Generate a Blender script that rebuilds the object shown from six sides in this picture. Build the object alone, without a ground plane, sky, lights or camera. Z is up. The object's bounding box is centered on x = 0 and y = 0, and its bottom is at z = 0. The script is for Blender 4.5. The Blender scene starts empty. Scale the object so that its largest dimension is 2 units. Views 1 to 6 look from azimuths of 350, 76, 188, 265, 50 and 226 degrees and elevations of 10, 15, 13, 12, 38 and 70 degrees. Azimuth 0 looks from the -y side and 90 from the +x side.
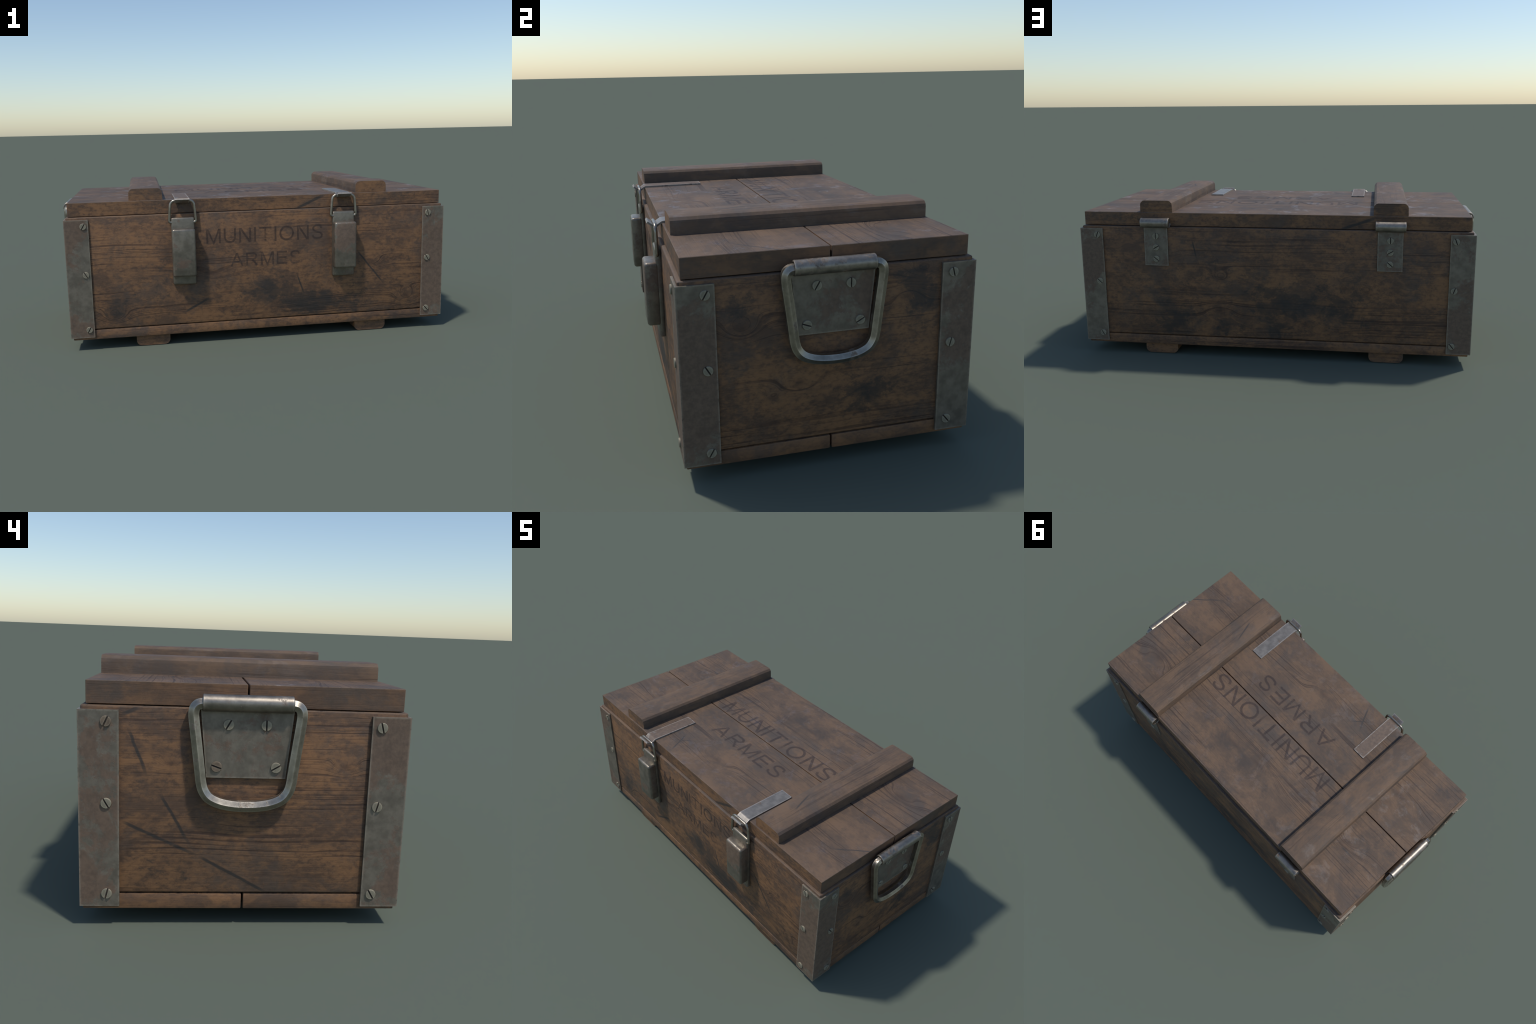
# A weathered wooden munitions crate: boarded box, two-board lid with battens,
# steel corner brackets, drop handles, toggle latches, hinges, stencilled words.
import bpy, bmesh, math
from mathutils import Vector, Matrix

# ------------------------------------------------------------------ sizes (m)
YC = 0.016                      # the box sits a little behind the origin
WALL_X0, WALL_X1, WALL_F, WALL_B = -0.9567, 0.9542, -0.4570, 0.4892     # outer faces of the box
RIM_Z, SEAM_Z, FLOOR_Z = 0.6635, 0.1045, 0.0530
LID_X0, LID_X1, LID_F, LID_B = -0.9475, 0.9448, -0.445, 0.475
LID_Z0, LID_Z1 = 0.6660, 0.7325
GAP_Y, GAP = 0.0145, 0.0055
BATTEN_Z = 0.791
BR_X0, BR_X1, BR_F, BR_B = -0.9675, 0.9638, -0.4645, 0.4965           # corner bracket outer faces
LATCH_X = (-0.399, 0.4175)
HINGE_X = (-0.574, 0.574)

# ------------------------------------------------------------------ node tools
class Nodes:
    """Small helper that writes shader maths as nested calls."""
    def __init__(self, name):
        self.mat = bpy.data.materials.new(name)
        self.mat.use_nodes = True
        self.t = self.mat.node_tree
        self.t.nodes.clear()
        self.out = self.t.nodes.new("ShaderNodeOutputMaterial")
        self.coord = self.t.nodes.new("ShaderNodeTexCoord")
        self.obj = self.coord.outputs["Object"]

    def put(self, sock, v):
        if isinstance(v, bpy.types.NodeSocket):
            self.t.links.new(v, sock)
        elif isinstance(v, (tuple, list)) and len(v) == 3 and sock.type == "RGBA":
            sock.default_value = (*v, 1.0)
        else:
            sock.default_value = v

    def math(self, op, a, b=0.0, c=None, clamp=False):
        n = self.t.nodes.new("ShaderNodeMath")
        n.operation, n.use_clamp = op, clamp
        self.put(n.inputs[0], a)
        self.put(n.inputs[1], b)
        if c is not None:
            self.put(n.inputs[2], c)
        return n.outputs[0]

    def add(self, *xs):
        r = xs[0]
        for x in xs[1:]:
            r = self.math("ADD", r, x)
        return r

    def mul(self, a, b):
        return self.math("MULTIPLY", a, b)

    def sub(self, a, b):
        return self.math("SUBTRACT", a, b)

    def step(self, v, lo, hi, a=0.0, b=1.0):
        n = self.t.nodes.new("ShaderNodeMapRange")
        n.interpolation_type = "SMOOTHSTEP"
        for i, x in enumerate((v, lo, hi, a, b)):
            self.put(n.inputs[i], x)
        return n.outputs[0]

    def xyz(self, v):
        n = self.t.nodes.new("ShaderNodeSeparateXYZ")
        self.put(n.inputs[0], v)
        return n.outputs

    def vec(self, x=0.0, y=0.0, z=0.0):
        n = self.t.nodes.new("ShaderNodeCombineXYZ")
        for i, v in enumerate((x, y, z)):
            self.put(n.inputs[i], v)
        return n.outputs[0]

    def noise(self, v, scale, detail=4.0, rough=0.55, dist=0.0):
        n = self.t.nodes.new("ShaderNodeTexNoise")
        self.put(n.inputs["Vector"], v)
        n.inputs["Scale"].default_value = scale
        n.inputs["Detail"].default_value = detail
        n.inputs["Roughness"].default_value = rough
        n.inputs["Distortion"].default_value = dist
        return n.outputs["Fac"]

    def mix(self, f, a, b, mode="MIX"):
        n = self.t.nodes.new("ShaderNodeMix")
        n.data_type, n.blend_type = "RGBA", mode
        self.put(n.inputs[0], f)
        self.put(n.inputs[6], a)
        self.put(n.inputs[7], b)
        return n.outputs[2]

    def blob(self, u, v, cu, cv, su, sv, weight=1.0):
        """weight * exp(-(du/su)^2 - (dv/sv)^2)"""
        du = self.math("MULTIPLY_ADD", u, 1 / su, -cu / su)
        dv = self.math("MULTIPLY_ADD", v, 1 / sv, -cv / sv)
        q = self.math("MULTIPLY_ADD", du, du, self.mul(dv, dv))
        e = self.math("POWER", 0.36788, q)
        return self.mul(e, weight)

    def scratch(self, u, v, a, b, width):
        """mask of a straight stroke from a to b"""
        ex, ey = b[0] - a[0], b[1] - a[1]
        L = math.hypot(ex, ey)
        ex, ey = ex / L, ey / L
        along = self.math("MULTIPLY_ADD", u, ex,
                          self.math("MULTIPLY_ADD", v, ey, -(a[0] * ex + a[1] * ey)))
        across = self.math("MULTIPLY_ADD", u, -ey,
                           self.math("MULTIPLY_ADD", v, ex, a[0] * ey - a[1] * ex))
        m = self.step(self.math("ABSOLUTE", across), width * 0.35, width, 1.0, 0.0)
        m = self.mul(m, self.step(along, -0.01, 0.03))
        return self.mul(m, self.step(along, L - 0.05, L + 0.01, 1.0, 0.0))

    def edge(self, radius, low):
        """1 on sharp edges: where the rounded normal departs from the flat one"""
        bev = self.t.nodes.new("ShaderNodeBevel")
        bev.samples = 6
        bev.inputs["Radius"].default_value = radius
        geo = self.t.nodes.new("ShaderNodeNewGeometry")
        dot = self.t.nodes.new("ShaderNodeVectorMath")
        dot.operation = "DOT_PRODUCT"
        self.t.links.new(bev.outputs[0], dot.inputs[0])
        self.t.links.new(geo.outputs["Normal"], dot.inputs[1])
        return self.step(dot.outputs["Value"], low, 0.995, 1.0, 0.0)

    def finish(self, colour, rough, metallic=0.0, height=None, strength=0.2, dist=0.004, spec=0.5):
        b = self.t.nodes.new("ShaderNodeBsdfPrincipled")
        self.put(b.inputs["Base Color"], colour)
        self.put(b.inputs["Roughness"], rough)
        self.put(b.inputs["Metallic"], metallic)
        self.put(b.inputs["Specular IOR Level"], spec)
        if height is not None:
            n = self.t.nodes.new("ShaderNodeBump")
            n.inputs["Strength"].default_value = strength
            n.inputs["Distance"].default_value = dist
            self.put(n.inputs["Height"], height)
            self.t.links.new(n.outputs[0], b.inputs["Normal"])
        self.t.links.new(b.outputs[0], self.out.inputs[0])
        return self.mat


# ------------------------------------------------------------------ palettes
WARM = dict(light=(0.230, 0.117, 0.053), mid=(0.107, 0.062, 0.037), grey=(0.090, 0.065, 0.049),
            line=(0.034, 0.018, 0.014), dark=(0.032, 0.029, 0.026), rub=(0.235, 0.150, 0.095))
COOL = dict(light=(0.160, 0.098, 0.058), mid=(0.099, 0.066, 0.045), grey=(0.080, 0.064, 0.053),
            line=(0.044, 0.028, 0.022), dark=(0.046, 0.039, 0.035), rub=(0.220, 0.155, 0.115))
MILD = dict(light=(0.185, 0.098, 0.050), mid=(0.108, 0.064, 0.039), grey=(0.086, 0.065, 0.051),
            line=(0.040, 0.023, 0.018), dark=(0.038, 0.034, 0.030), rub=(0.225, 0.152, 0.105))
INK = (0.026, 0.016, 0.015)


def wood(name, axes, seed, palette=WARM, knots=(), stains=(), scratches=(), mottle=1.0,
         lines=1.0, sheen=0.0, stain_base=0.0, ink=None, soft=False):
    """axes: 'xz' = grain along x, rings stacked along z, and so on.
    knots: (u, v, su, sv, strength); stains: (u, v, su, sv, weight);
    scratches: ((u, v), (u, v), width); ink: (wear, bias) paints the stencil colour."""
    N = Nodes(name)
    p = N.xyz(N.obj)
    ax = dict(x=p[0], y=p[1], z=p[2])
    u, v = ax[axes[0]], ax[axes[1]]
    w = ax[[c for c in "xyz" if c not in axes][0]]
    vw = N.add(v, N.mul(w, 0.9))
    U = N.add(u, seed * 3.17)
    P = N.vec(U, vw, N.mul(w, 0.6))                        # blotches
    L = N.vec(N.mul(U, 0.62), vw, N.mul(w, 0.6))           # blotches drawn out along the grain
    # --- grain field: rings flow along u, bulge round every knot
    bend = N.noise(N.vec(N.mul(U, 1.3), N.mul(v, 3.0), N.mul(w, 3.0)), 1.0, 2.0)
    wob = N.noise(N.vec(N.mul(U, 7.0), N.mul(v, 14.0), N.mul(w, 9.0)), 1.0, 2.0)
    f = N.add(vw, N.mul(bend, 0.045), N.mul(wob, 0.010))
    core = 0.0
    for (ku, kv, su, sv, a) in knots:
        f = N.add(f, N.blob(u, v, ku, kv, su, sv, a))
        core = N.add(core, N.blob(u, v, ku, kv, su * 0.33, sv * 0.33, 1.0))
    ring = N.noise(N.vec(N.mul(U, 0.8), N.mul(f, 105.0), seed * 1.7), 1.0, 2.0, 0.55)
    fine = N.noise(N.vec(N.mul(U, 4.0), N.mul(f, 260.0), seed * 2.3), 1.0, 3.0, 0.6)
    where = N.noise(N.vec(N.mul(U, 1.1), N.mul(f, 6.5), N.mul(w, 2.0)), 1.0, 3.0, 0.6)
    band = N.step(where, 0.44, 0.56)
    wear = N.noise(N.vec(N.mul(U, 9.0), N.mul(f, 60.0), w), 1.0, 3.0, 0.6)
    streak = N.mul(N.mul(N.step(ring, 0.37, 0.47, 1.0, 0.0), N.step(wear, 0.30, 0.55, 0.45, 1.0)), N.math("MULTIPLY_ADD", band, 0.58 * lines, 0.08 * lines))
    streak = N.math("MAXIMUM", streak, N.mul(N.step(fine, 0.30, 0.46, 1.0, 0.0),
                                             N.math("MULTIPLY_ADD", band, 0.46 * lines, 0.08 * lines)))
    # --- tones of the board
    tone = N.noise(L, 7.0, 6.0, 0.66, 0.6)
    film = N.noise(P, 3.6, 7.0, 0.66, 0.5)
    speck = N.noise(L, 70.0, 6.0, 0.72)
    fleck = N.noise(P, 38.0, 6.0, 0.70, 0.4)
    c = N.mix(N.step(N.add(tone, N.mul(N.sub(speck, 0.5), 0.55 * mottle)), 0.38, 0.66), palette["mid"], palette["light"])
    c = N.mix(N.step(N.add(film, N.mul(N.sub(fleck, 0.5), 0.35 * mottle)), 0.47, 0.66, 0.0, 0.72), c, palette["grey"])
    drift = N.noise(L, 15.0, 5.0, 0.62, 0.8)
    c = N.mix(N.mul(N.step(drift, 0.49, 0.67), 0.64), c, palette["light"])
    c = N.mix(N.mul(N.step(speck, 0.36, 0.52, 1.0, 0.0), 0.26 * mottle), c, palette["line"])
    c = N.mix(streak, c, palette["line"])
    if knots:
        c = N.mix(N.math("MINIMUM", N.mul(core, 0.50), 1.0), c, palette["line"])
    # --- dark stains: hand-placed clouds broken up by ragged noise
    cloud = stain_base
    for (su_, sv_, a_, b_, wt) in stains:
        cloud = N.add(cloud, N.blob(u, v, su_, sv_, a_, b_, wt))
    rag = N.noise(P, 9.0, 10.0, 0.70, 0.5)
    crumb = N.noise(L, 40.0, 8.0, 0.74, 0.3)
    field = N.add(cloud, N.mul(N.sub(rag, 0.5), 2.6), N.mul(N.sub(crumb, 0.5), 1.5 * mottle))
    if soft:
        hard = N.mul(N.step(field, 0.20, 0.80), 0.60)
    else:
        hard = N.mul(N.step(field, 0.40, 0.74), 0.62)
    wide = N.step(N.add(cloud, N.mul(N.sub(film, 0.5), 2.2)), 0.25, 1.0)
    c = N.mix(N.mul(wide, 0.66), c, palette["dark"])
    c = N.mix(hard, c, palette["dark"])
    # --- scratches
    if scratches:
        s = 0.0
        uu = N.add(u, N.mul(N.sub(tone, 0.5), 0.02))
        for (a, b, wd) in scratches:
            s = N.math("MAXIMUM", s, N.scratch(uu, v, a, b, wd))
        s = N.mul(s, N.step(rag, 0.24, 0.42))
        c = N.mix(N.mul(s, 0.85), c, palette["dark"])
    if ink is not None:
        wear, blobs = ink
        lost = wear
        for (a_, b_, c_, d_, wt) in blobs:
            lost = N.add(lost, N.blob(u, v, a_, b_, c_, d_, wt))
        keep = N.step(N.add(N.mul(rag, 0.8), N.mul(fine, 0.45), N.mul(crumb, 0.4)), lost, N.add(lost, 0.30))
        c = N.mix(N.mul(keep, 0.68), c, INK)
    # --- rubbed edges, a little paler
    edge = N.edge(0.007, 0.90)
    c = N.mix(N.mul(N.mul(edge, N.step(crumb, 0.40, 0.62)), 0.40), c, palette["rub"])
    # --- gloss: worn-smooth places shine a little
    shine = N.noise(P, 8.0, 9.0, 0.70, 0.4)
    rough = N.step(shine, 0.53, 0.65, 0.70, 0.58 - sheen)
    gloss = N.step(shine, 0.54, 0.66, 0.42, 0.45 + 1.6 * sheen)
    rough = N.add(rough, N.mul(N.sub(speck, 0.5), 0.3))
    h = N.sub(N.add(N.mul(speck, 0.6), N.mul(fine, 0.4)), streak)
    return N.finish(c, rough, 0.0, h, 0.25, 0.004, spec=gloss)


def steel(name, seed, rust=0.5, spots=(), base=(0.198, 0.170, 0.131), rough=0.48, wear=0.5,
          metallic=0.45, scale=7.0):
    """grey steel with flat brown rust; spots are (x, y, z, radius, weight) where rust gathers"""
    N = Nodes(name)
    P = N.vec(*[N.add(c, seed * k) for c, k in zip(N.xyz(N.obj), (1.31, 2.17, 0.73))])
    big = N.noise(P, scale, 10.0, 0.70, 0.3)
    small = N.noise(P, 60.0, 6.0, 0.68)
    field = N.add(big, N.mul(N.sub(small, 0.5), 0.22))
    for (x, y, z, r, wt) in spots:
        d = N.t.nodes.new("ShaderNodeVectorMath")
        d.operation = "DISTANCE"
        N.put(d.inputs[0], N.obj)
        d.inputs[1].default_value = (x, y, z)
        q = N.math("MULTIPLY_ADD", d.outputs["Value"], 1 / r, 0.0)
        field = N.add(field, N.mul(N.math("POWER", 0.36788, N.mul(q, q)), wt))
    thr = 0.70 - 0.4 * rust
    r_ = N.step(field, thr, thr + 0.09)
    tone = N.noise(P, 26.0, 7.0, 0.66)
    grey = N.mix(N.step(tone, 0.30, 0.72), tuple(c * 0.70 for c in base), tuple(c * 1.14 for c in base))
    brown = N.mix(N.step(small, 0.32, 0.68), (0.092, 0.057, 0.037), (0.150, 0.094, 0.060))
    c = N.mix(N.mul(r_, 0.85), grey, brown)
    # bright rubbed edges: where the rounded normal departs from the flat one
    edge = N.edge(0.011, 0.86)
    edge = N.mul(edge, N.step(N.add(small, N.mul(N.sub(big, 0.5), 0.6)), 0.30, 0.52))
    c = N.mix(N.mul(edge, wear), c, tuple(min(1, x * 2.1) for x in base))
    m = N.math("MAXIMUM", N.mul(N.sub(1.0, r_), metallic), N.mul(edge, metallic * wear))
    ro = N.add(rough, N.mul(r_, 0.20), N.mul(N.sub(tone, 0.5), 0.20))
    h = N.add(N.mul(small, 0.7), N.mul(r_, 0.4))
    return N.finish(c, ro, m, h, 0.14, 0.003)


# ------------------------------------------------------------------ mesh tools
def link(name, me, mats, parent=None, smooth=35.0):
    if not isinstance(mats, (list, tuple)):
        mats = [mats]
    if not me.materials:
        for m in mats:
            me.materials.append(m)
    o = bpy.data.objects.new(name, me)
    bpy.context.scene.collection.objects.link(o)
    o.parent = parent
    return o


def to_mesh(bm, name, smooth=35.0):
    bmesh.ops.recalc_face_normals(bm, faces=bm.faces)
    me = bpy.data.meshes.new(name)
    bm.to_mesh(me)
    bm.free()
    for p in me.polygons:
        p.use_smooth = True
    me.set_sharp_from_angle(angle=math.radians(smooth))
    return me


def block(name, lo, hi, bevel=0.003, seg=2, smooth=35.0):
    bm = bmesh.new()
    bmesh.ops.create_cube(bm, size=1.0)
    for v in bm.verts:
        v.co = Vector([lo[i] + (v.co[i] + 0.5) * (hi[i] - lo[i]) for i in range(3)])
    if bevel:
        bmesh.ops.bevel(bm, geom=bm.edges[:], offset=bevel, segments=seg, profile=0.5, affect="EDGES")
    return to_mesh(bm, name, smooth)


def prism(name, profile, axis, lo, hi, bevel=0.0, seg=1, smooth=35.0):
    """extrude a closed 2D profile along an axis (profile is in the other two axes, in order)"""
    bm = bmesh.new()
    rest = [i for i in range(3) if i != axis]
    def at(q, h):
        c = [0, 0, 0]
        c[rest[0]], c[rest[1]], c[axis] = q[0], q[1], h
        return bm.verts.new(c)
    a = [at(q, lo) for q in profile]
    b = [at(q, hi) for q in profile]
    bm.faces.new(a)
    bm.faces.new(b[::-1])
    n = len(profile)
    for i in range(n):
        bm.faces.new((a[i], a[(i + 1) % n], b[(i + 1) % n], b[i]))
    if bevel:
        es = [e for e in bm.edges if len(e.link_faces) == 2 and e.calc_face_angle(0) > 0.7]
        bmesh.ops.bevel(bm, geom=es, offset=bevel, segments=seg, profile=0.5, affect="EDGES")
    return to_mesh(bm, name, smooth)


def fillet(pts, radii, seg=6, closed=False):
    """round the corners of a 2D polyline"""
    out, n = [], len(pts)
    for i, p in enumerate(pts):
        r = radii[i] if isinstance(radii, (list, tuple)) else radii
        if r <= 0 or (not closed and i in (0, n - 1)):
            out.append(tuple(p))
            continue
        P = Vector(p)
        A = (Vector(pts[i - 1]) - P).normalized()
        B = (Vector(pts[(i + 1) % n]) - P).normalized()
        half = A.angle(B) / 2
        d = r / math.tan(half)
        C = P + (A + B).normalized() * (r / math.sin(half))
        s, e = P + A * d - C, P + B * d - C
        for k in range(seg + 1):
            t = k / seg
            q = s.lerp(e, t).normalized() * r
            out.append(tuple(C + q))
    return out


def catmull(pts, seg=5):
    out, n = [], len(pts)
    P = [Vector(p) for p in pts]
    for i in range(n):
        p0, p1, p2, p3 = P[i - 1], P[i], P[(i + 1) % n], P[(i + 2) % n]
        t = [0.0]
        for a, b in ((p0, p1), (p1, p2), (p2, p3)):
            t.append(t[-1] + max((b - a).length, 1e-6) ** 0.5)
        for k in range(seg):
            x = t[1] + (t[2] - t[1]) * k / seg
            l = lambda a, b, ta, tb: a * ((tb - x) / (tb - ta)) + b * ((x - ta) / (tb - ta))
            a1, a2, a3 = l(p0, p1, t[0], t[1]), l(p1, p2, t[1], t[2]), l(p2, p3, t[2], t[3])
            b1, b2 = l(a1, a2, t[0], t[2]), l(a2, a3, t[1], t[3])
            out.append(tuple(l(b1, b2, t[1], t[2])))
    return out


def catmull_open(pts, seg=5):
    """smooth curve through the points, not closed"""
    a, b = Vector(pts[0]) * 2 - Vector(pts[1]), Vector(pts[-1]) * 2 - Vector(pts[-2])
    full = catmull([tuple(a)] + list(pts) + [tuple(b)], seg)
    return full[seg:seg * len(pts) + 1]


def sweep(name, path, normal, section, closed=False, smooth=35.0):
    """carry a section (a along the plane normal, b across the path) along a planar 3D path"""
    bm = bmesh.new()
    nrm = Vector(normal)
    P = [Vector(p) for p in path]
    n, rings = len(P), []
    for i, p in enumerate(P):
        if closed:
            t0, t1 = p - P[i - 1], P[(i + 1) % n] - p
        else:
            t0 = p - P[i - 1] if i else P[1] - p
            t1 = P[i + 1] - p if i < n - 1 else t0
        t = (t0.normalized() + t1.normalized()).normalized()
        side = t.cross(nrm).normalized()
        k = 1.0 / max(0.5, t.dot(t1.normalized()))
        rings.append([bm.verts.new(p + nrm * a + side * b * k) for a, b in section])
    m = len(section)
    for i in range(n if closed else n - 1):
        r0, r1 = rings[i], rings[(i + 1) % n]
        for j in range(m):
            bm.faces.new((r0[j], r0[(j + 1) % m], r1[(j + 1) % m], r1[j]))
    if not closed:
        bm.faces.new(rings[0])
        bm.faces.new(rings[-1][::-1])
    return to_mesh(bm, name, smooth)


def ngon(r, n, phase=0.0):
    return [(r * math.cos(phase + 2 * math.pi * i / n), r * math.sin(phase + 2 * math.pi * i / n)) for i in range(n)]


def tube(name, centre, axis, half, R, r, inset=0.005, n=32):
    """rolled sheet tube with a core rod set a little back from each end"""
    prof = [(0, half - inset), (r, half - inset), (r, half - 0.001), (r + 0.001, half), (R - 0.0025, half), (R, half - 0.0025)]
    prof = prof + [(a, -b) for a, b in prof[::-1]]
    bm = bmesh.new()
    cols = []
    for k in range(n):
        a = 2 * math.pi * k / n
        col = []
        for rad, h in prof:
            c = [0, 0, 0]
            rest = [i for i in range(3) if i != axis]
            c[rest[0]], c[rest[1]], c[axis] = rad * math.cos(a), rad * math.sin(a), h
            col.append(bm.verts.new(Vector(c) + Vector(centre)))
        cols.append(col)
    for k in range(n):
        for j in range(len(prof) - 1):
            bm.faces.new((cols[k][j], cols[(k + 1) % n][j], cols[(k + 1) % n][j + 1], cols[k][j + 1]))
    bmesh.ops.remove_doubles(bm, verts=bm.verts[:], dist=1e-6)
    return to_mesh(bm, name, 40)


# ------------------------------------------------------------------ materials
FRONT_KNOTS = [(-0.75, 0.165, 0.060, 0.042, 0.075), (0.77, 0.18, 0.055, 0.042, 0.080),
               (0.56, 0.37, 0.075, 0.035, 0.060), (-0.63, 0.60, 0.06, 0.035, -0.050),
               (-0.26, 0.355, 0.11, 0.030, 0.030)]
FRONT_STAINS = [(-0.74, 0.20, 0.10, 0.10, 0.62), (0.24, 0.16, 0.17, 0.06, 0.62), (-0.02, 0.25, 0.13, 0.06, 0.45),
                (0.12, 0.30, 0.15, 0.10, 0.30), (0.20, 0.47, 0.07, 0.05, 0.35), (-0.10, 0.62, 0.30, 0.05, 0.10),
                (-0.52, 0.43, 0.10, 0.12, 0.22), (0.62, 0.60, 0.16, 0.05, 0.30), (-0.66, 0.55, 0.2, 0.12, -0.15),
                (0.45, 0.22, 0.16, 0.10, 0.35), (0.10, 0.22, 0.30, 0.10, 0.22), (-0.45, 0.30, 0.12, 0.14, 0.20)]
FRONT_SCR = [((-0.41, 0.16), (-0.27, 0.235), 0.008), ((0.50, 0.43), (0.645, 0.25), 0.006),
             ((0.175, 0.33), (0.215, 0.21), 0.006)]
m_front = wood("front_wood", "xz", 1.0, WARM, FRONT_KNOTS, FRONT_STAINS, FRONT_SCR)
m_front_ink = wood("front_stencil_ink", "xz", 1.0, WARM, FRONT_KNOTS, FRONT_STAINS, FRONT_SCR,
                   ink=(0.47, [(0.19, 0.40, 0.05, 0.04, 0.26), (-0.02, 0.54, 0.06, 0.05, 0.14), (-0.13, 0.54, 0.05, 0.05, 0.08)]))
m_back = wood("back_wood", "xz", 2.0, WARM,
              [(0.25, 0.41, 0.060, 0.040, 0.075), (-0.47, 0.36, 0.055, 0.045, 0.085), (-0.17, 0.19, 0.07, 0.035, -0.06),
               (-0.36, 0.375, 0.10, 0.03, 0.05), (0.26, 0.24, 0.08, 0.04, -0.05), (0.56, 0.55, 0.08, 0.03, 0.04)],
              [(0.50, 0.19, 0.13, 0.14, 0.72), (0.0, 0.29, 0.20, 0.12, 0.62), (0.24, 0.15, 0.10, 0.07, 0.50),
               (0.29, 0.52, 0.07, 0.08, 0.42), (0.54, 0.37, 0.06, 0.06, 0.40), (-0.36, 0.32, 0.17, 0.12, 0.62),
               (-0.06, 0.14, 0.10, 0.06, 0.55), (-0.45, 0.20, 0.12, 0.05, 0.40), (-0.8, 0.35, 0.10, 0.3, -0.2)],
              [((0.39, 0.60), (0.37, 0.50), 0.005)])
m_end_r = wood("end_wood", "yz", 3.0, WARM,
               [(-0.27, 0.50, 0.055, 0.040, 0.08), (-0.09, 0.30, 0.055, 0.035, 0.08), (-0.18, 0.26, 0.04, 0.025, 0.05),
                (0.32, 0.63, 0.06, 0.03, 0.05), (0.27, 0.55, 0.05, 0.035, -0.05)],
               [(-0.26, 0.57, 0.09, 0.07, 0.55), (0.30, 0.56, 0.10, 0.09, 0.80), (0.16, 0.26, 0.11, 0.05, 0.65),
                (0.08, 0.20, 0.10, 0.05, 0.50), (-0.20, 0.37, 0.07, 0.05, 0.45), (0.02, 0.36, 0.15, 0.06, 0.3),
                (0.29, 0.16, 0.06, 0.05, 0.30)])
m_end_l = wood("end_wood_scratched", "yz", 4.0, WARM,
               [(-0.28, 0.50, 0.04, 0.026, 0.045), (0.23, 0.50, 0.04, 0.022, 0.030)],
               [(0.28, 0.17, 0.14, 0.06, 0.40), (-0.10, 0.21, 0.10, 0.05, 0.32), (0.33, 0.48, 0.04, 0.05, 0.30),
                (-0.27, 0.19, 0.08, 0.05, 0.30), (0.30, 0.63, 0.1, 0.03, 0.35)],
               [((0.355, 0.60), (0.30, 0.455), 0.0065), ((0.262, 0.41), (0.17, 0.245), 0.0065),
                ((0.375, 0.325), (0.15, 0.22), 0.0068), ((0.15, 0.22), (-0.07, 0.10), 0.0068),
                ((0.38, 0.635), (0.31, 0.665), 0.008)], stain_base=-0.08)
m_floor = wood("bottom_wood", "xz", 5.0, WARM, [], [], [((0.22, 0.08), (0.24, 0.05), 0.006)], stain_base=0.10)
m_floor_end = wood("bottom_end_wood", "yz", 5.5, WARM, [], [], [], lines=0.4, mottle=0.6, soft=True)
LID_SCR = [[((0.17, 0.66), (0.34, 0.735), 0.010)], [((-0.33, 0.66), (-0.51, 0.725), 0.010)]]
m_lid_edge, m_lid_edge_back = [
    wood("lid_edge_wood", "xz", 6.0, WARM, [],
         [(-0.5, 0.70, 0.2, 0.04, 0.25), (0.72, 0.71, 0.12, 0.03, 0.40), (0.5, 0.7, 0.1, 0.04, 0.25)], scr, lines=0.6)
    for scr in LID_SCR]
m_rim = wood("rim_wood", "xy", 6.2, COOL, mottle=0.6)  # darker palette keeps the sun-facing rim from looking too bright
m_lid_end = wood("lid_end_wood", "yz", 6.5, MILD, [], [(-0.2, 0.70, 0.1, 0.04, 0.15), (0.33, 0.70, 0.1, 0.04, 0.3)],
                 [], lines=0.35, mottle=0.6, soft=True)
TOP_KNOTS = [(-0.02, -0.29, 0.11, 0.040, 0.075), (0.10, 0.27, 0.17, 0.035, 0.065), (-0.09, 0.255, 0.15, 0.035, 0.060),
             (0.78, 0.24, 0.13, 0.05, 0.075), (-0.72, -0.18, 0.11, 0.045, 0.070), (-0.70, 0.20, 0.1, 0.05, -0.05)]
TOP_STAINS = [(0.05, 0.29, 0.28, 0.09, 0.50), (-0.32, -0.03, 0.14, 0.12, 0.45), (-0.75, 0.10, 0.13, 0.10, 0.45),
              (-0.60, -0.36, 0.10, 0.10, 0.45), (-0.88, -0.36, 0.09, 0.07, 0.50), (-0.93, 0.05, 0.06, 0.12, 0.35),
              (0.80, -0.20, 0.12, 0.08, 0.35), (0.72, 0.05, 0.12, 0.1, 0.35), (0.88, 0.35, 0.1, 0.08, 0.30),
              (0.25, 0.40, 0.2, 0.05, 0.30), (0.20, -0.30, 0.2, 0.05, 0.25), (-0.30, 0.42, 0.2, 0.05, 0.25)]
TOP_SCR = [((0.955, -0.14), (0.82, -0.275), 0.005), ((-0.24, -0.42), (-0.31, -0.28), 0.006),
           ((-0.235, -0.29), (-0.31, -0.36), 0.004), ((-0.69, 0.24), (-0.79, 0.235), 0.006)]
m_top = wood("lid_top_wood", "xy", 7.0, COOL, TOP_KNOTS, TOP_STAINS, TOP_SCR, mottle=0.45, sheen=0.17, lines=1.15, soft=True)
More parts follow.
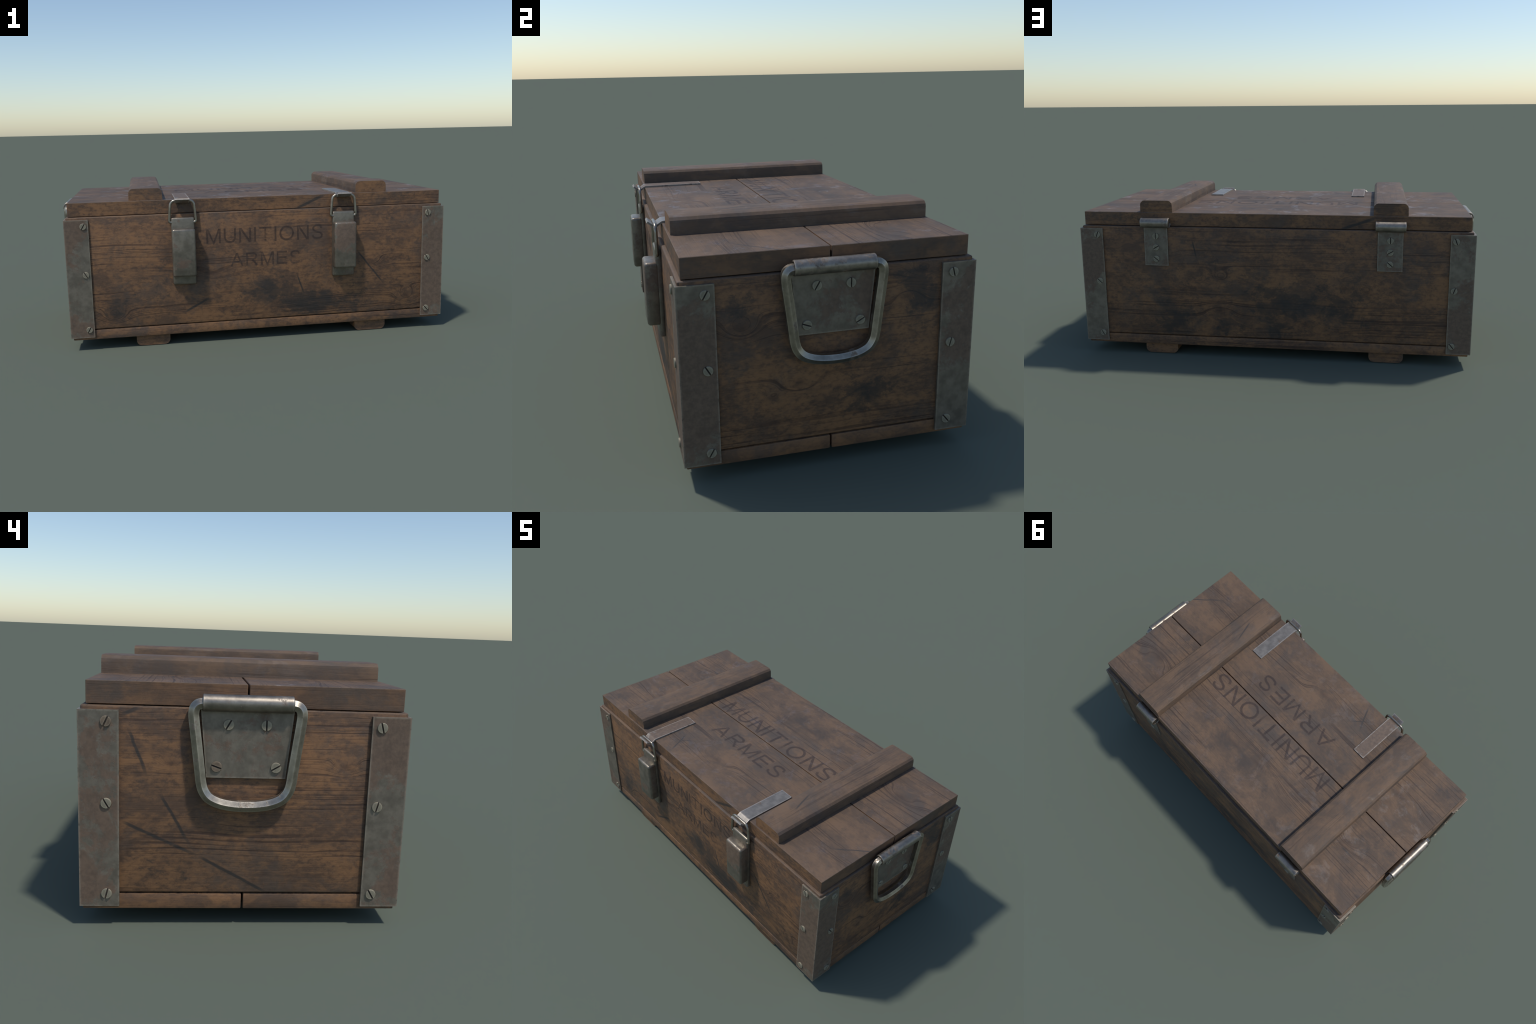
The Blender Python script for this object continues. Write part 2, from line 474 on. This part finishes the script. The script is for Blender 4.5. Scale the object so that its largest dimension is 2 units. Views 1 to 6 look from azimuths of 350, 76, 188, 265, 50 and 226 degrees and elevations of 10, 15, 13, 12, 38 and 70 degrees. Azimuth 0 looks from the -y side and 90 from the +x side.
m_top_ink = wood("lid_stencil_ink", "xy", 7.0, COOL, TOP_KNOTS, TOP_STAINS, TOP_SCR, mottle=0.45, sheen=0.17, lines=1.15, soft=True,
                 ink=(0.48, [(-0.31, 0.07, 0.06, 0.04, 0.14), (0.09, 0.04, 0.04, 0.04, 0.20), (-0.25, -0.12, 0.05, 0.05, 0.12)]))
m_batten = wood("batten_wood", "yx", 8.0, COOL, [], [(0.2, -0.573, 0.15, 0.06, 0.2), (-0.3, 0.573, 0.1, 0.05, 0.25)],
                [((-0.27, 0.575), (-0.13, 0.53), 0.006)], mottle=0.35, sheen=0.06, lines=0.8, soft=True)
m_foot = wood("foot_wood", "xz", 9.0, WARM, [], [], [], lines=0.5, stain_base=0.05)

m_bracket = steel("bracket_steel", 1.0, 0.47,
                  [(0.966, -0.4645, 0.35, 0.16, 0.14), (0.90, -0.4645, 0.20, 0.16, 0.18), (0.93, -0.4645, 0.50, 0.12, 0.12),
                   (-0.93, -0.4645, 0.60, 0.10, 0.09), (-0.92, -0.4645, 0.10, 0.08, 0.12), (-0.966, 0.44, 0.12, 0.10, 0.12),
                   (-0.966, 0.44, 0.40, 0.09, 0.10), (-0.966, -0.41, 0.56, 0.09, 0.10), (-0.966, -0.40, 0.12, 0.09, 0.10),
                   (0.966, -0.42, 0.36, 0.12, 0.10), (0.966, 0.44, 0.42, 0.14, 0.10), (0.90, 0.4965, 0.55, 0.12, 0.10),
                   (-0.92, 0.4965, 0.25, 0.12, 0.08), (-0.93, -0.4645, 0.33, 0.12, -0.06)])
m_plate = steel("plate_steel", 2.0, 0.46, [(0.957, 0.02, 0.56, 0.07, 0.12), (-0.957, 0.02, 0.54, 0.06, 0.05)])
m_ring = steel("handle_steel", 3.0, 0.33, base=(0.34, 0.302, 0.245), rough=0.32, metallic=0.90, scale=14.0)
m_pin = steel("pin_steel", 4.0, 0.36, base=(0.31, 0.272, 0.226), rough=0.43, metallic=0.92, scale=12.0)
m_latch = steel("latch_steel", 5.0, 0.36, [(0.42, -0.519, 0.53, 0.08, 0.22), (-0.39, -0.519, 0.42, 0.03, 0.12)],
                base=(0.222, 0.194, 0.154), rough=0.35, wear=0.6, metallic=0.65)
m_strap = steel("strap_steel", 6.0, 0.22, [(-0.40, -0.31, 0.742, 0.15, 0.45)], base=(0.23, 0.208, 0.182), rough=0.42, wear=0.8)
m_hinge = steel("hinge_steel", 7.0, 0.58, base=(0.180, 0.156, 0.124), rough=0.46, wear=0.8)
m_screw = steel("screw_steel", 8.0, 0.26, base=(0.262, 0.232, 0.166), rough=0.6, wear=0.3, metallic=0.15)
m_slot_dark = steel("screw_slot_dark", 10.0, 0.5, base=(0.035, 0.030, 0.026), rough=0.8, wear=0.0, metallic=0.0)  # near-black base colour sets the slot off from the paler head
m_screw_rust = steel("screw_rust", 9.0, 0.95, base=(0.27, 0.255, 0.185), rough=0.6, wear=0.2, metallic=0.3)

# ------------------------------------------------------------------ the thing
crate = bpy.data.objects.new("wooden_crate", None)
crate.empty_display_size = 0.3
bpy.context.scene.collection.objects.link(crate)
crate["label"] = "weathered brown wooden munitions crate with rusty steel fittings"
crate["category"] = "wooden crate"

# --- screws share two meshes (one slot head)
def screw_mesh(name):
    bm = bmesh.new()
    R, slot, n = 0.0155, 0.0026, 14
    rings = []
    def prism_(poly, z0, z1, cham):
        a = [bm.verts.new((x, y, z0)) for x, y in poly]
        b = [bm.verts.new((x, y, z1 - cham)) for x, y in poly]
        c = [bm.verts.new((x * (1 - cham / R), y * (1 - cham / R), z1)) for x, y in poly]
        k = len(poly)
        for i in range(k):
            j = (i + 1) % k
            bm.faces.new((a[i], a[j], b[j], b[i]))
            bm.faces.new((b[i], b[j], c[j], c[i]))
        bm.faces.new(c)
        bm.faces.new(a[::-1])
    prism_(ngon(R * 0.985, 28), -0.004, 0.0012, 0.0)
    for fc in bm.faces:
        fc.material_index = 1
    made = len(bm.faces)
    a0 = math.acos(slot / R)
    half = [(R * math.cos(-a0 + 2 * a0 * i / n), R * math.sin(-a0 + 2 * a0 * i / n)) for i in range(n + 1)]
    prism_(half, -0.003, 0.0055, 0.0012)
    prism_([(-x, -y) for x, y in half], -0.003, 0.0055, 0.0012)
    return to_mesh(bm, name, 30)

SCREW, SCREW_RUST = screw_mesh("screw"), screw_mesh("screw_rusted")

def screw(at, out, turn, parent, rusty=False):
    """turn: degrees the slot leans clockwise from upright, seen from outside"""
    n, up = Vector(out), Vector((0, 0, 1))
    x = up.cross(n)
    M = Matrix((x, up, n)).transposed().to_4x4()
    o = link("screw", SCREW_RUST if rusty else SCREW, [m_screw_rust if rusty else m_screw, m_slot_dark], parent)
    o.matrix_world = Matrix.Translation(at) @ M @ Matrix.Rotation(math.radians(-turn), 4, "Z")
    return o

# --- box walls
T = 0.030
def panel(name, lo, hi, mat):
    """a wall board whose top rim is toned down in colour against direct sun"""
    me = block(name, lo, hi, 0.0055, 3)
    me.materials.append(mat)
    me.materials.append(m_rim)
    for p in me.polygons:
        p.material_index = int(p.normal.z > 0.55)
    return link(name, me, [], crate)

panel("front_panel", (WALL_X0, WALL_F, SEAM_Z), (WALL_X1, WALL_F + T, RIM_Z), m_front)
panel("back_panel", (WALL_X0, WALL_B - T, SEAM_Z), (WALL_X1, WALL_B, RIM_Z), m_back)
for sx, m in ((1, m_end_r), (-1, m_end_l)):
    wx = WALL_X1 if sx > 0 else WALL_X0
    lo, hi = sorted((wx + sx * 0.0006, wx - sx * T))
    panel("end_panel", (lo, WALL_F + 0.004, SEAM_Z + 0.0004), (hi, WALL_B - 0.004, RIM_Z - 0.0004), m)
# --- bottom boards and feet
for y0, y1 in ((WALL_F, GAP_Y - GAP / 2), (GAP_Y + GAP / 2, WALL_B)):
    me = block("bottom_board", (WALL_X0, y0, FLOOR_Z), (WALL_X1, y1, SEAM_Z - 0.0035), 0.004, 2)
    me.materials.append(m_floor)
    me.materials.append(m_floor_end)
    for p in me.polygons:
        p.material_index = int(abs(p.normal.x) > 0.75)
    link("bottom_board", me, [], crate)
for cx in (-0.567, 0.5745):
    w = 0.084
    prof = fillet([(cx - w, FLOOR_Z + 0.001), (cx - w, 0.0), (cx + w, 0.0), (cx + w, FLOOR_Z + 0.001)], [0, 0.026, 0.026, 0], 5)
    link("foot", prism("foot", prof, 1, -0.4395, 0.4715, 0.002, 1, 40), m_foot, crate)

# --- lid boards (greyer, darker top face, warmer edges) and battens
for y0, y1 in ((LID_F, GAP_Y - GAP / 2), (GAP_Y + GAP / 2, LID_B)):
    me = block("lid_board", (LID_X0, y0, LID_Z0), (LID_X1, y1, LID_Z1), 0.0016, 1)
    for m in (m_lid_edge if y0 < 0 else m_lid_edge_back, m_top, m_lid_end):
        me.materials.append(m)
    for p in me.polygons:
        if p.normal.z > 0.3:
            p.material_index = 1
        elif abs(p.normal.x) > 0.75:
            p.material_index = 2
    link("lid_board", me, [], crate)
for cx in (-0.5735, 0.5735):
    w = 0.0818
    prof = fillet([(cx - w, LID_Z1 - 0.001), (cx - w * 0.985, BATTEN_Z), (cx + w * 0.985, BATTEN_Z), (cx + w, LID_Z1 - 0.001)],
                  [0, 0.0215, 0.0215, 0], 3)
    me = prism("batten", prof, 1, -0.4375, 0.4715, 0.002, 1, 20)
    me.materials.append(m_batten)
    me.materials.append(m_lid_edge)
    for p in me.polygons:
        if abs(p.normal.y) > 0.75:
            p.material_index = 1
    link("batten", me, [], crate)

# --- corner brackets with screws
TURN = {(-1, -1): ((30, -30, 30), (-15, 15, -30)), (1, -1): ((-15, -30, -40), (30, -30, 30)),
        (1, 1): ((20, -45, -30), (-15, 15, -40)), (-1, 1): ((-20, 20, -40), (25, -30, 15))}
for sx in (-1, 1):
    for sy in (-1, 1):
        yo = BR_F if sy < 0 else BR_B
        t, leg = 0.016, 0.1155
        xo = BR_X1 if sx > 0 else BR_X0
        prof = [(xo, yo), (xo - sx * leg, yo), (xo - sx * leg, yo - sy * t), (xo - sx * t, yo - sy * t),
                (xo - sx * t, yo - sy * leg), (xo, yo - sy * leg)]
        br = link("corner_bracket", prism("corner_bracket", prof, 2, 0.0657, 0.6515, 0.0022, 2), m_bracket, crate)
        long_, short = TURN[(sx, sy)]
        for z, a, b in zip((0.6195, 0.3815, 0.106), long_, short):
            screw((sx * 0.8765, yo, z), (0, sy, 0), a, br)
            screw((xo, -0.3785 if sy < 0 else 0.4175, z), (sx, 0, 0), b, br,
                  rusty=(sx < 0 and sy > 0 and z > 0.6))

# --- carrying handles on both ends
ctrl = [(0.0, 0.679), (0.11, 0.679), (0.130, 0.679), (0.1425, 0.6755), (0.1515, 0.666), (0.1545, 0.650), (0.1530, 0.630), (0.1430, 0.552),
        (0.1340, 0.480), (0.1308, 0.454), (0.1240, 0.429), (0.108, 0.407), (0.080, 0.3925), (0.042, 0.3843), (0.0, 0.3820)]
loop = ctrl + [(-a, b) for a, b in ctrl[-2:0:-1]]
loop = catmull(loop, 4)
for sx in (-1, 1):
    face = sx * 0.9675
    lo, hi = sorted((face, sx * 0.953))
    prof = [(YC - 0.1355, 0.672), (YC + 0.1355, 0.672), (YC + 0.1155, 0.4625), (YC - 0.1155, 0.4625)]
    pl = link("handle_plate", prism("handle_plate", prof, 0, lo, hi, 0.0012, 1), m_plate, crate)
    tb = tube("handle_sleeve", (sx * 0.9752, YC, 0.6805), 1, 0.130, 0.0248, 0.0185)
    link("handle_sleeve", tb, m_pin, pl)
    path = [(sx * (0.9760 + 0.0062 * (0.68 - b) / 0.30), YC + a, b) for a, b in loop]
    rg = sweep("handle_ring", path, (sx, 0, 0), ngon(0.0175, 6), closed=True, smooth=30)
    link("handle_ring", rg, m_ring, pl)
    for dy, z, a in ((-0.0545, 0.618, 30), (0.0545, 0.618, 0), (-0.0865, 0.495, -70), (0.0865, 0.495, 60)):
        screw((face, YC + sx * dy, z), (sx, 0, 0), a, pl, rusty=(sx < 0 and a == -70))

# --- hinges on the back
for cx in HINGE_X:
    hp = link("hinge", block("hinge", (cx - 0.0600, WALL_B - 0.004, 0.4675), (cx + 0.0600, WALL_B + 0.0062, 0.668), 0.0012, 1), m_hinge, crate)
    link("hinge_barrel", tube("hinge_barrel", (cx, 0.4945, 0.6838), 0, 0.0715, 0.0255, 0.0200, 0.003), m_pin, hp)
    for z, a in ((0.618, 0), (0.561, 60), (0.503, -50)):
        screw((cx, WALL_B + 0.0062, z), (0, 1, 0), a, hp)

# --- toggle latches on the front, with hooked straps on the lid
for cx in LATCH_X:
    w = 0.0575
    y0, y1, y2 = WALL_F + 0.004, -0.4780, -0.5195
    plate = link("latch", block("latch", (cx - w, y1, 0.3100), (cx + w, y0, 0.6460), 0.009, 4, 40), m_latch, crate)
    link("latch_lever", block("latch_lever", (cx - w - 0.0006, y2, 0.3570), (cx + w + 0.0006, y1 + 0.012, 0.5945), 0.0120, 4, 40), m_latch, plate)
    half = [(0.046, 0.6225), (0.0660, 0.6225), (0.0565, 0.7295)]
    pts = [half[0], half[1], half[2]] + [(-a, b) for a, b in half[::-1]]
    pth = fillet(pts, [0, 0.009, 0.026, 0.026, 0.009, 0], 6)
    link("latch_bail", sweep("latch_bail", [(cx + a, -0.4710, b) for a, b in pth], (0, -1, 0), ngon(0.0068, 12), smooth=40), m_ring, plate)
    t = 0.0038
    mid = fillet([(-0.1835, 0.7355), (-0.4440, 0.7365), (-0.4705, 0.7190), (-0.4970, 0.7385)], [0, 0.02, 0.010, 0], 5)
    up, dn = [], []
    for i, q in enumerate(mid):
        a, b = Vector(mid[max(i - 1, 0)]), Vector(mid[min(i + 1, len(mid) - 1)])
        d = (b - a).normalized()
        nn = Vector((d.y, -d.x))
        up.append(tuple(Vector(q) + nn * t))
        dn.append(tuple(Vector(q) - nn * t))
    bm_prof = up + dn[::-1]
    link("latch_strap", prism("latch_strap", bm_prof, 0, cx - 0.0355, cx + 0.0355, 0.0010, 1, 30), m_strap, crate)

# --- stencilled words: thin layers of worn paint, every letter drawn as brush-wide strokes
def arc(cx, cy, rx, ry, a0, a1, n=14):
    return [(cx + rx * math.cos(math.radians(a0 + (a1 - a0) * i / n)),
             cy + ry * math.sin(math.radians(a0 + (a1 - a0) * i / n))) for i in range(n + 1)]

H = 0.068                                   # half a stroke, in cap heights
LETTERS = {                                 # width, strokes (cap height 1)
    "M": (0.98, [[(H, 0), (H, 1)], [(0.98 - H, 0), (0.98 - H, 1)],
                 [(0.10, 0.985), (0.49, 0.03), (0.88, 0.985)]]),
    "U": (0.83, [[(H, 1)] + arc(0.415, 0.40, 0.415 - H, 0.40 - H + 0.01, 180, 360) + [(0.83 - H, 1)]]),
    "N": (0.83, [[(H, 0), (H, 1)], [(0.83 - H, 0), (0.83 - H, 1)], [(0.10, 0.98), (0.73, 0.02)]]),
    "I": (2 * H, [[(H, 0), (H, 1)]]),
    "T": (0.86, [[(0, 1 - H), (0.86, 1 - H)], [(0.43, 0), (0.43, 1 - 2 * H)]]),
    "O": (1.02, [arc(0.51, 0.5, 0.51 - H, 0.51 - H, 0, 360, 40)]),
    "S": (0.80, [catmull_open([(0.07, 0.28), (0.14, 0.12), (0.40, 0.05), (0.66, 0.12), (0.73, 0.27), (0.62, 0.42),
                               (0.36, 0.51), (0.16, 0.60), (0.105, 0.74), (0.19, 0.88), (0.40, 0.95), (0.62, 0.89), (0.69, 0.73)])]),
    "A": (0.94, [[(0.06, 0), (0.47, 0.98)], [(0.88, 0), (0.47, 0.98)], [(0.22, 0.345), (0.72, 0.345)]]),
    "R": (0.88, [[(H, 0), (H, 1)], [(2 * H, 1 - H)] + [(0.48, 1 - H)] + arc(0.52, 0.725, 0.235, 0.207, 85, -85) + [(0.48, 0.518), (2 * H, 0.518)],
                 [(0.44, 0.45), (0.60, 0.30), (0.80, 0.0)]]),
    "E": (0.78, [[(H, 0), (H, 1)], [(2 * H, H), (0.78, H)], [(2 * H, 0.52), (0.74, 0.52)], [(2 * H, 1 - H), (0.77, 1 - H)]]),
}

def words(body, box, plane, mat, parent, gap=0.20):
    """letters fitted to box = (left, right, foot, head) on the front panel or on the lid"""
    total = sum(LETTERS[c][0] for c in body) + gap * (len(body) - 1)
    sx, sy = (box[1] - box[0]) / total, box[3] - box[2]
    x, layer, whole = 0.0, 0, bmesh.new()
    for ch in body:
        width, strokes = LETTERS[ch]
        for st in strokes:
            h = 0.00018 + 0.00006 * (layer % 7)
            layer += 1
            pts = [(box[0] + (x + a) * sx, box[2] + b * sy) for a, b in st]
            closed = ch == "O"
            if closed:
                pts = pts[:-1]
            if plane == "front":
                path, nrm = [(a, WALL_F, b) for a, b in pts], (0, -1, 0)
            else:
                path, nrm = [(a, b, LID_Z1) for a, b in pts], (0, 0, 1)
            hw = H * (sx + sy) / 2
            me = sweep("stroke", path, nrm, [(-0.0006, -hw), (h, -hw), (h, hw), (-0.0006, hw)], closed=closed)
            whole.from_mesh(me)
            bpy.data.meshes.remove(me)
        x += width + gap
    return link("stencil_lettering", to_mesh(whole, "stencil_lettering", 30), mat, parent)

words("MUNITIONS", (-0.285, 0.314, 0.506, 0.580), "front", m_front_ink, crate)
words("ARMES", (-0.166, 0.195, 0.385, 0.453), "front", m_front_ink, crate)
words("MUNITIONS", (-0.406, 0.462, 0.028, 0.129), "lid", m_top_ink, crate)
words("ARMES", (-0.262, 0.285, -0.152, -0.060), "lid", m_top_ink, crate)
